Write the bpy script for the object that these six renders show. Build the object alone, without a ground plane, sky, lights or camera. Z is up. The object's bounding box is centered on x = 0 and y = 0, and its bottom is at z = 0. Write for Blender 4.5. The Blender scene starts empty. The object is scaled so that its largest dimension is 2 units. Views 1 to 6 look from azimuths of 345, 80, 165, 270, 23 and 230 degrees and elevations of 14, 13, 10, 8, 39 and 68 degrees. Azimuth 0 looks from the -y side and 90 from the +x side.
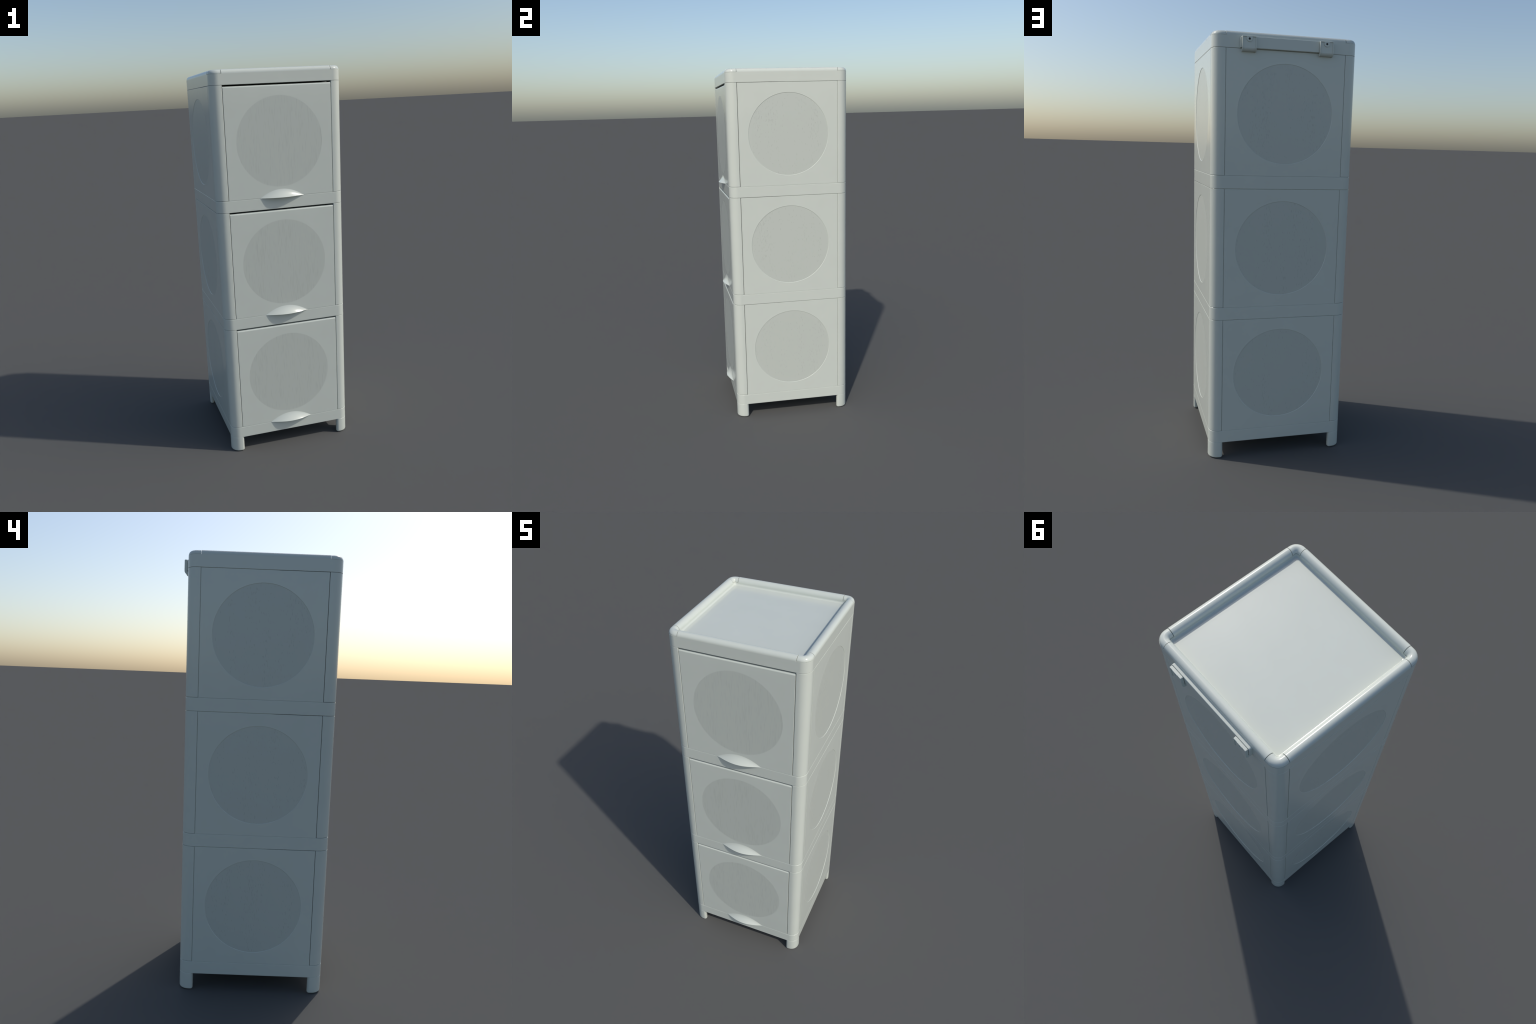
"""Three-drawer plastic storage tower: stacked modules with rounded corner posts,
flat bands, recessed grain discs, crescent handles, a tray lid and a wall bracket."""
import bpy, bmesh
from math import sin, cos, pi, radians, hypot, tan, atan2, sqrt
from mathutils import Vector, Matrix

# ----------------------------------------------------------------- dimensions
W = 0.3358                    # half width (x)
YF, YB = -0.3359, 0.3358      # front and back faces
YC = (YF + YB) / 2
D = (YB - YF) / 2             # half depth
R_CORNER = 0.046              # rounded vertical edges
POST = 0.0588                 # face width of a corner post
Z_FOOT = 0.080                # underside of lowest band
BAND = 0.0596                 # band height
Z_BANDS = [0.0800, 0.6963, 1.3125]
Z_LID = 1.9275                # underside of lid
Z_BEAD = 1.9800               # where the lid side turns into the round bead
BEAD = 0.0200                 # bead radius
DISC_R = 0.2230

# ----------------------------------------------------------------- materials
def new_material(name):
    m = bpy.data.materials.new(name)
    m.use_nodes = True
    nt = m.node_tree
    return m, nt, nt.nodes, nt.links, nt.nodes["Principled BSDF"]

PLASTIC = (0.603, 0.635, 0.567)
DISC = (0.534, 0.562, 0.502)

def plastic_material():
    m, nt, N, L, b = new_material("white_plastic")
    tc = N.new("ShaderNodeTexCoord")
    no = N.new("ShaderNodeTexNoise"); no.inputs["Scale"].default_value = 9.0
    no.inputs["Detail"].default_value = 3.0
    cr = N.new("ShaderNodeValToRGB")
    cr.color_ramp.elements[0].position = 0.3
    cr.color_ramp.elements[1].position = 0.7
    cr.color_ramp.elements[0].color = (*[c * 0.99 for c in PLASTIC], 1)
    cr.color_ramp.elements[1].color = (*[c * 1.01 for c in PLASTIC], 1)
    L.new(tc.outputs["Object"], no.inputs["Vector"])
    L.new(no.outputs["Fac"], cr.inputs["Fac"])
    L.new(cr.outputs["Color"], b.inputs["Base Color"])
    b.inputs["Roughness"].default_value = 0.16
    b.inputs["Specular IOR Level"].default_value = 0.5
    return m

def grain_material(name, stretch, scale, lo, hi, depth, dark, column):
    """Disc face: vertical pores gathered in soft columns."""
    m, nt, N, L, b = new_material(name)
    tc = N.new("ShaderNodeTexCoord")
    mp = N.new("ShaderNodeMapping")
    mp.inputs["Scale"].default_value = (1.0, 1.0, stretch)
    L.new(tc.outputs["Object"], mp.inputs["Vector"])
    pore = N.new("ShaderNodeTexNoise")
    pore.inputs["Scale"].default_value = scale
    pore.inputs["Detail"].default_value = 2.0
    L.new(mp.outputs["Vector"], pore.inputs["Vector"])
    # broad columns where the pores gather
    mp2 = N.new("ShaderNodeMapping")
    mp2.inputs["Scale"].default_value = (1.0, 1.0, 0.12)
    L.new(tc.outputs["Object"], mp2.inputs["Vector"])
    col = N.new("ShaderNodeTexNoise")
    col.inputs["Scale"].default_value = 22.0
    col.inputs["Detail"].default_value = 1.0
    L.new(mp2.outputs["Vector"], col.inputs["Vector"])
    add = N.new("ShaderNodeMath"); add.operation = 'MULTIPLY_ADD'
    add.inputs[1].default_value = column
    L.new(col.outputs["Fac"], add.inputs[0])
    L.new(pore.outputs["Fac"], add.inputs[2])
    mask = N.new("ShaderNodeMapRange")
    mask.inputs["From Min"].default_value = lo + 0.5 * column
    mask.inputs["From Max"].default_value = hi + 0.5 * column
    L.new(add.outputs[0], mask.inputs["Value"])
    mix = N.new("ShaderNodeMix"); mix.data_type = 'RGBA'
    mix.inputs[6].default_value = (*DISC, 1)
    mix.inputs[7].default_value = (*[c * dark for c in DISC], 1)
    L.new(mask.outputs["Result"], mix.inputs[0])
    L.new(mix.outputs[2], b.inputs["Base Color"])
    bp = N.new("ShaderNodeBump"); bp.invert = True
    bp.inputs["Strength"].default_value = 0.6
    bp.inputs["Distance"].default_value = depth
    L.new(mask.outputs["Result"], bp.inputs["Height"])
    L.new(bp.outputs["Normal"], b.inputs["Normal"])
    b.inputs["Roughness"].default_value = 0.30
    b.inputs["Specular IOR Level"].default_value = 0.5
    return m

MAT_PLASTIC = plastic_material()
MAT_GRAIN = grain_material("grain_streaks", 0.07, 260.0, 0.50, 0.74, 0.00012, 0.92, 0.30)
MAT_PORES = grain_material("grain_pores", 0.30, 200.0, 0.63, 0.69, 0.0006, 0.92, 0.32)

# ----------------------------------------------------------------- mesh helpers
def add_object(name, bm, mat, parent, smooth_angle=40, location=None):
    bmesh.ops.recalc_face_normals(bm, faces=bm.faces)
    me = bpy.data.meshes.new(name)
    bm.to_mesh(me); bm.free()
    me.polygons.foreach_set("use_smooth", [True] * len(me.polygons))
    me.set_sharp_from_angle(angle=radians(smooth_angle))
    me.materials.append(mat)
    ob = bpy.data.objects.new(name, me)
    bpy.context.scene.collection.objects.link(ob)
    ob.parent = parent
    if location is not None:
        ob.location = location
    wn = ob.modifiers.new("weighted_normal", 'WEIGHTED_NORMAL')
    wn.keep_sharp = True
    wn.weight = 80
    return ob

def repeat(ob, parent, location=(0, 0, 0), rotation_z=0.0):
    c = ob.copy()
    bpy.context.scene.collection.objects.link(c)
    c.parent = parent
    c.location = location
    c.rotation_euler = (0, 0, rotation_z)
    return c

def rounded_polygon(points, radii, inset=0.0, segments=6, minimum=0.0):
    """Counter-clockwise polygon, edges moved inward by inset, corners rounded."""
    n = len(points)
    P = [Vector(p) for p in points]
    lines = []
    for i in range(n):
        a, b = P[i], P[(i + 1) % n]
        d = (b - a).normalized()
        nrm = Vector((-d.y, d.x))
        lines.append((a + nrm * inset, d))
    out = []
    for i in range(n):
        (a, d0), (b, d1) = lines[i - 1], lines[i]
        cr = d0.x * d1.y - d0.y * d1.x
        t = ((b - a).x * d1.y - (b - a).y * d1.x) / cr
        v = a + d0 * t
        convex = cr > 0
        r = max(radii[i] + (-inset if convex else inset), minimum)
        ang = atan2(cr, d0.dot(d1))
        k = abs(tan(ang / 2)) * r
        start = v - d0 * k
        nrm = Vector((-d0.y, d0.x)) * (1 if convex else -1)
        c = start + nrm * r
        s0 = start - c
        for j in range(segments + 1):
            rot = Matrix.Rotation(ang * j / segments, 2)
            out.append(c + rot @ s0)
    return out

def loft(bm, rings, cap_start=True, cap_end=True, closed=True):
    vs = [[bm.verts.new(p) for p in ring] for ring in rings]
    n = len(vs[0])
    for a, b in zip(vs, vs[1:]):
        for i in range(n if closed else n - 1):
            j = (i + 1) % n
            bm.faces.new((a[i], a[j], b[j], b[i]))
    if cap_start: bm.faces.new(list(reversed(vs[0])))
    if cap_end: bm.faces.new(vs[-1])
    return vs

def edge_round(bevel, steps=3):
    """(inset, distance from the end) pairs of a quarter-round edge."""
    return [(bevel * (1 - sin(pi / 2 * s / steps)), bevel * (1 - cos(pi / 2 * s / steps)))
            for s in range(steps + 1)]

def prism(points, radii, z0, z1, bottom=0.001, top=0.001, segments=6, minimum=0.0004):
    bm = bmesh.new()
    levels = [(i, z0 + h) for i, h in edge_round(bottom)]
    levels += [(i, z1 - h) for i, h in reversed(edge_round(top))]
    rings = []
    for inset, z in levels:
        rings.append([(p.x, p.y, z) for p in
                      rounded_polygon(points, radii, inset, segments, minimum)])
    loft(bm, rings)
    return bm

def rectangle(x0, x1, y0, y1):
    return [(x0, y0), (x1, y0), (x1, y1), (x0, y1)]

def empty(name, parent=None):
    e = bpy.data.objects.new(name, None)
    bpy.context.scene.collection.objects.link(e)
    e.parent = parent
    return e

# ----------------------------------------------------------------- the thing
cabinet = empty("storage_cabinet")
cabinet["label"] = "tall white plastic storage tower with three drawers and round discs"
cabinet["category"] = "storage cabinet"

# inner carcass closing the joints from behind
carcass = add_object("carcass", prism(rectangle(-W + .0042, W - .0042, YF + .250, YB - .0042),
                     [0.042] * 4, 0.10, 1.94), MAT_PLASTIC, cabinet)

# ----- bands between the modules
outline = rectangle(-W, W, YF, YB)
for k, z in enumerate(Z_BANDS):
    add_object("band", prism(outline, [R_CORNER] * 4, z, z + BAND, 0.0018, 0.0024, 10),
               MAT_PLASTIC, cabinet)

# ----- corner posts and feet (built for the +x, +y corner about the centre, then turned)
def corner_square(size):
    return [(W - size, D - size), (W, D - size), (W, D), (W - size, D)]

def corner_parts(name, builder):
    """One mesh per corner, mirrored by sign so that all four stand upright."""
    for sx, sy in ((1, 1), (-1, 1), (-1, -1), (1, -1)):
        bm = builder()
        bmesh.ops.transform(bm, verts=bm.verts,
                            matrix=Matrix.Translation((0, YC, 0)) @ Matrix.Diagonal((sx, sy, 1, 1)))
        add_object(name, bm, MAT_PLASTIC, cabinet)

module_spans = [(Z_BANDS[0] + BAND, Z_BANDS[1]), (Z_BANDS[1] + BAND, Z_BANDS[2]), (Z_BANDS[2] + BAND, Z_LID)]
for z0, z1 in module_spans:
    corner_parts("corner_post", lambda: prism(corner_square(POST), [0.003, 0.0028, R_CORNER, 0.0028],
                                              z0 + 0.0012, z1 - 0.0010, 0.0014, 0.0012, 10))

FOOT = 0.0655
WALL = 0.0215
foot_plan = [(W - WALL, D - FOOT), (W, D - FOOT), (W, D), (W - FOOT, D), (W - FOOT, D - WALL), (W - WALL, D - WALL)]
corner_parts("foot", lambda: prism(foot_plan, [0.005, 0.013, R_CORNER, 0.013, 0.005, 0.012],
                                   0.0, Z_FOOT + 0.0004, 0.0075, 0.0022, 10))

# ----- panels with a round recess
def panel_mesh(half_w, height, recess, chamfer, edge, top_edge, thickness):
    """Panel in the xz plane facing -y, centred on x, bottom at z = 0; returns panel and disc meshes."""
    cz = height / 2
    n = 24
    angles = []
    corners = [atan2(s2 * height / 2, s1 * half_w) for s1, s2 in ((1, -1), (1, 1), (-1, 1), (-1, -1))]
    corners[3] = corners[3] if corners[3] > 0 else corners[3] + 2 * pi
    corners = [corners[0], corners[1], corners[2], corners[3]]
    for i in range(4):
        a0 = corners[i]
        a1 = corners[(i + 1) % 4] + (2 * pi if i == 3 else 0)
        angles += [a0 + (a1 - a0) * j / n for j in range(n)]
    def circle(r, y):
        return [(r * cos(a), y, cz + r * sin(a)) for a in angles]
    def square(inset, top_inset, y):
        ring = []
        x = half_w - inset
        lo, hi = inset, height - top_inset
        for i, a in enumerate(angles):
            u, v = cos(a), sin(a)
            k = min(half_w / abs(u) if u else 9e9, cz / abs(v) if v else 9e9)
            px, pz = k * u / half_w, k * v / cz
            ring.append((px * x, y, (lo + hi) / 2 + pz * (hi - lo) / 2))
        return ring
    bm = bmesh.new()
    rings = [circle(DISC_R - chamfer, recess), circle(DISC_R - chamfer * .5, recess * .5),
             circle(DISC_R, 0.0)]
    steps = 4
    for s in range(steps + 1):
        a = pi / 2 * s / steps
        rings.append(square(edge * (1 - sin(a)), top_edge * (1 - sin(a)), 0.0 + edge * (1 - cos(a))
                            if abs(edge - top_edge) < 1e-6 else edge * (1 - cos(a))))
    rings.append(square(0, 0, thickness))
    loft(bm, rings, cap_start=False, cap_end=True)
    if abs(edge - top_edge) > 1e-6:
        # the upper border rolls back further than the other three
        for v in bm.verts:
            if v.co.z > height - top_edge - 1e-5 and v.co.y <= edge + 1e-6:
                t = (v.co.z - (height - top_edge)) / top_edge
                v.co.y = max(v.co.y, top_edge * (1 - sqrt(max(0.0, 1 - t * t))))
    disc = bmesh.new()
    ring = [disc.verts.new(p) for p in circle(DISC_R - chamfer + 0.0004, recess - 0.00005)]
    c = disc.verts.new((0, recess - 0.00005, cz))
    for i in range(len(ring)):
        disc.faces.new((c, ring[i], ring[(i + 1) % len(ring)]))
    return bm, disc

GAP = 0.0017
half_x = W - POST - GAP
half_y = D - POST - GAP

def place(bm, face, z):
    if face == 'front':
        m = Matrix.Translation((0, YF, z))
    elif face == 'back':
        m = Matrix.Translation((0, YB, z)) @ Matrix.Rotation(pi, 4, 'Z')
    elif face == 'right':
        m = Matrix.Translation((W, YC, z)) @ Matrix.Rotation(pi / 2, 4, 'Z')
    else:
        m = Matrix.Translation((-W, YC, z)) @ Matrix.Rotation(-pi / 2, 4, 'Z')
    bmesh.ops.transform(bm, verts=bm.verts, matrix=m)
    return bm

def add_disc(disc, mat, parent):
    ob = add_object("grain_disc", disc, mat, parent)
    return ob

def handle_mesh(half=0.1175, height=0.0425, reach=0.0268):
    """Crescent pull: slopes out of the panel to a flat lip, closed underneath."""
    bm = bmesh.new()
    nu, nv = 48, 14
    grid = []
    for j in range(nv + 1):
        v = j / nv
        row = []
        for i in range(nu + 1):
            t = -cos(pi * i / nu)
            q = 1 - t * t
            h = height * q ** 0.95
            d = reach * (0.75 * q ** 1.15 + 0.25 * q ** 2)
            f = 0.3 * v + 0.7 * v ** 1.9
            row.append((t * half, 0.0006 - (d + 0.0006) * f, h * (1 - v)))
        grid.append(row)
    # lip rolls under, then runs back to the panel with a shallow hollow
    for y_k, dz in ((0.985, -0.0012), (0.93, -0.0016), (0.6, -0.0008), (-0.05, 0.0)):
        row = []
        for i in range(nu + 1):
            t = -cos(pi * i / nu)
            q = 1 - t * t
            d = reach * (0.75 * q ** 1.15 + 0.25 * q ** 2)
            row.append((t * half, 0.0006 - (d + 0.0006) * y_k, dz * q))
        grid.append(row)
    vs = [[bm.verts.new(p) for p in r] for r in grid]
    for a, b in zip(vs, vs[1:]):
        for i in range(nu):
            bm.faces.new((a[i], a[i + 1], b[i + 1], b[i]))
    bmesh.ops.remove_doubles(bm, verts=bm.verts, dist=1e-5)
    return bm

for z0, z1 in module_spans:
    # drawer front, open slot above it
    h = z1 - z0 - 0.0078
    bm, disc = panel_mesh(half_x - 0.0002, h, 0.0001, 0.0004, 0.0012, 0.0085, 0.020)
    # keep the disc centred in the module, not in the shortened front
    front = add_object("drawer_front", place(bm, 'front', z0 + 0.0002), MAT_PLASTIC, cabinet)
    add_disc(place(disc, 'front', z0 + 0.0002), MAT_GRAIN, front)
    hb = handle_mesh()
    bmesh.ops.transform(hb, verts=hb.verts, matrix=Matrix.Translation((0, YF, z0 - 0.0006)))
    add_object("handle", hb, MAT_PLASTIC, front, 50)
    for face, half in (('right', half_y), ('left', half_y), ('back', half_x)):
        name = "wall_panel"
        bm, disc = panel_mesh(half, z1 - z0 - 0.0017, 0.0014, 0.0014, 0.0010, 0.0010, 0.012)
        p = add_object(name, place(bm, face, z0 + 0.0001), MAT_PLASTIC, cabinet)
        add_disc(place(disc, face, z0 + 0.0001), MAT_PORES, p)

# ----- lid: side wall, tray floor, round bead rails and corner caps
def lid_mesh():
    bm = bmesh.new()
    rad = [R_CORNER] * 4
    levels = [(i, Z_LID + h) for i, h in edge_round(0.0012)]
    levels += [(0.0, Z_BEAD), (2 * BEAD, Z_BEAD)]
    z_floor, fillet = 1.9675, 0.0075
    for s in range(0, 6):
        a = pi / 2 * s / 5
        levels.append((2 * BEAD + fillet * (1 - cos(a)), z_floor + fillet * (1 - sin(a))))
    rings = []
    for inset, z in levels:
        rings.append([(p.x, p.y, z) for p in rounded_polygon(outline, rad, inset, 10, 0.012)])
    loft(bm, rings)
    return bm
lid = add_object("lid", lid_mesh(), MAT_PLASTIC, cabinet)

SEAM = 0.0588
def bead_profile(shrink, n=18):
    """(offset from the outer face, height above the bead line)"""
    r = BEAD - shrink
    pts = [(BEAD - r * cos(pi * i / n), (BEAD - shrink) * sin(pi * i / n)) for i in range(n + 1)]
    return pts

for axis in range(4):
    half, dist = ((W, -D), (D, W), (W, D), (D, -W))[axis]
    bm = bmesh.new()
    ends = [-half + SEAM + 0.0010, half - SEAM - 0.0010]
    rings = []
    levels = [(ends[0], 0.0008), (ends[0] + 0.0006, 0.0), (ends[1] - 0.0006, 0.0), (ends[1], 0.0008)]
    for s, sh in levels:
        ring = []
        for o, h in bead_profile(sh):
            off = abs(dist) - o
            off = off if dist > 0 else -off
            ring.append((s, YC + off, Z_BEAD + h) if axis % 2 == 0 else (off, YC + s, Z_BEAD + h))
        ring.append((ring[-1][0], ring[-1][1], Z_BEAD - 0.003))
        ring.insert(0, (ring[0][0], ring[0][1], Z_BEAD - 0.0))
        rings.append(ring[1:-1])
    loft(bm, rings)
    add_object("rim_rail", bm, MAT_PLASTIC, lid)

def corner_cap_mesh():
    """Half-round bead bent round the +x, +y corner."""
    bm = bmesh.new()
    path = []        # (point on outer face, inward normal)
    rc = R_CORNER
    cx, cy = W - rc, D - rc
    straight = SEAM - rc - 0.0010
    path.append(((W, cy - straight), (1, 0)))
    n = 10
    for i in range(n + 1):
        a = pi / 2 * i / n
        path.append(((cx + rc * cos(a), cy + rc * sin(a)), (cos(a), sin(a))))
    path.append(((cx - straight, D), (0, 1)))
    rings = []
    shrink = 0.0007
    for k, ((px, py), (nx, ny)) in enumerate(path):
        ring = []
        sh = shrink
        for o, h in bead_profile(sh):
            ring.append((px - nx * o, py - ny * o, Z_BEAD + max(h, 0.0)))
        # narrow neck under the bead leaves a fine shadow groove above the lid wall
        foot = []
        for o, h in ((0.0034, -0.0005), (0.0034, 0.0008), (0.0010, 0.0008)):
            foot.append((px - nx * o, py - ny * o, Z_BEAD + h))
        tail = [(px - nx * (2 * BEAD - o), py - ny * (2 * BEAD - o), Z_BEAD + h)
                for o, h in ((0.0010, 0.0008), (0.0034, 0.0008), (0.0034, -0.0005))]
        ring = foot + ring[1:-1] + tail
        rings.append(ring)
    loft(bm, rings)
    return bm
for sx, sy in ((1, 1), (-1, 1), (-1, -1), (1, -1)):
    bm = corner_cap_mesh()
    bmesh.ops.transform(bm, verts=bm.verts,
                        matrix=Matrix.Translation((0, YC, 0)) @ Matrix.Diagonal((sx, sy, 1, 1)))
    add_object("corner_cap", bm, MAT_PLASTIC, lid)

# ----- wall bracket on the back: a long bar and two hooked clips with screw tabs
def box(x0, x1, y0, y1, z0, z1, bevel, segments=3, edges=None):
    bm = bmesh.new()
    bmesh.ops.create_cube(bm, size=1.0)
    bmesh.ops.transform(bm, verts=bm.verts, matrix=Matrix.Translation(((x0 + x1) / 2, (y0 + y1) / 2, (z0 + z1) / 2))
                        @ Matrix.Diagonal((x1 - x0, y1 - y0, z1 - z0, 1)))
    sel = [e for e in bm.edges if edges is None or edges(e)]
    bmesh.ops.bevel(bm, geom=sel, offset=bevel, segments=segments, affect='EDGES', profile=0.5)
    return bm

def plate(points, radii, y0, y1, bevel, segments=6):
    """Prism standing on the back wall: plan given in (x, z), front face at y1."""
    bm = prism([(-x, z) for x, z in points][::-1], radii[::-1], y0, y1, 0.0003, bevel, segments)
    # (u, v, w) -> x = -u, y = w, z = v
    for v in bm.verts:
        u, t, w = v.co
        v.co = (-u, w, t)
    return bm

bar = add_object("wall_bracket", plate([(-0.2145, 1.9285), (0.2145, 1.9285), (0.2145, 1.9775), (-0.2145, 1.9775)],
                 [0.002, 0.002, 0.008, 0.008], YB - 0.002, 0.3490, 0.0024), MAT_PLASTIC, cabinet)

CLIP_HALF = 0.0315
Y_CLIP, Y_RIM = 0.3503, 0.3622      # back of the hook plate, front of its rim

def hook_mesh(x0, x1, face, z0):
    """Hook swept along x from its side profile: upright plate, rounded foot, return to the wall."""
    z1 = 1.9765
    r = face - 0.3440
    prof = [(Y_CLIP, z1), (Y_CLIP, 1.9262), (YB - 0.001, 1.9262), (YB - 0.001, z0), (0.3440, z0)]
    for i in range(1, 9):
        a = pi / 2 * i / 8
        prof.append((0.3440 + r * sin(a), z0 + r * (1 - cos(a))))
    prof += [(face, z1 - 0.004), (face - 0.0004, z1 - 0.002), (face - 0.0018, z1)]
    bm = bmesh.new()
    loft(bm, [[(x, y, z) for y, z in prof] for x in (x0, x1)])
    return bm

def screw_tab_mesh(xc, zt, zb, tw, hz, hr):
    """U-shaped tab hanging from the top edge, pierced by a round screw hole."""
    bm = bmesh.new()
    n = 24
    loop = [(tw * cos(pi + pi * i / n), zb + tw + tw * sin(pi + pi * i / n)) for i in range(n + 1)]
    loop += [(tw, zb + tw + (zt - zb - tw) * k / 4) for k in range(1, 5)]
    loop += [(tw * (1 - k / 4), zt) for k in range(1, 8)]
    loop += [(-tw, zt - (zt - zb - tw) * k / 4) for k in range(0, 4)]
    hole = []
    for x, z in loop:
        a = atan2(z - hz, x)
        hole.append((hr * cos(a), hz + hr * sin(a)))
    rings = [[(xc + x, Y_RIM - 0.0055, z) for x, z in loop],
             [(xc + x, Y_RIM - 0.0006, z) for x, z in loop],
             [(xc + x * 0.95, Y_RIM, hz + (z - hz) * 0.95) for x, z in loop],
             [(xc + x, Y_RIM, z) for x, z in hole],
             [(xc + x, Y_RIM - 0.0034, z) for x, z in hole]]
    loft(bm, rings, True, False)
    return bm

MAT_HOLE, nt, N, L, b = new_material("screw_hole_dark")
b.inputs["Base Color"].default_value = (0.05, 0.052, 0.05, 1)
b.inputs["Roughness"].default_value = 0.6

for s in (1, -1):
    xc = 0.1775 * s
    clip = add_object("bracket_clip", hook_mesh(xc - CLIP_HALF + 0.001, xc + CLIP_HALF - 0.001,
                      Y_RIM - 0.0034, 1.9135), MAT_PLASTIC, bar, 35)
    for e in (-1, 1):
        x = xc + e * (CLIP_HALF - 0.0016)
        add_object("clip_rim", hook_mesh(x - 0.0016, x + 0.0016, Y_RIM, 1.9115), MAT_PLASTIC, clip, 35)
    add_object("clip_rim", box(xc - CLIP_HALF + 0.0008, xc + CLIP_HALF - 0.0008, Y_CLIP + 0.0004, Y_RIM - 0.0004,
                               1.9735, 1.9770, 0.0012), MAT_PLASTIC, clip)
    hz, hr = 1.9655, 0.0050
    add_object("screw_tab", screw_tab_mesh(xc, 1.9772, 1.9535, 0.0135, hz, hr), MAT_PLASTIC, clip)
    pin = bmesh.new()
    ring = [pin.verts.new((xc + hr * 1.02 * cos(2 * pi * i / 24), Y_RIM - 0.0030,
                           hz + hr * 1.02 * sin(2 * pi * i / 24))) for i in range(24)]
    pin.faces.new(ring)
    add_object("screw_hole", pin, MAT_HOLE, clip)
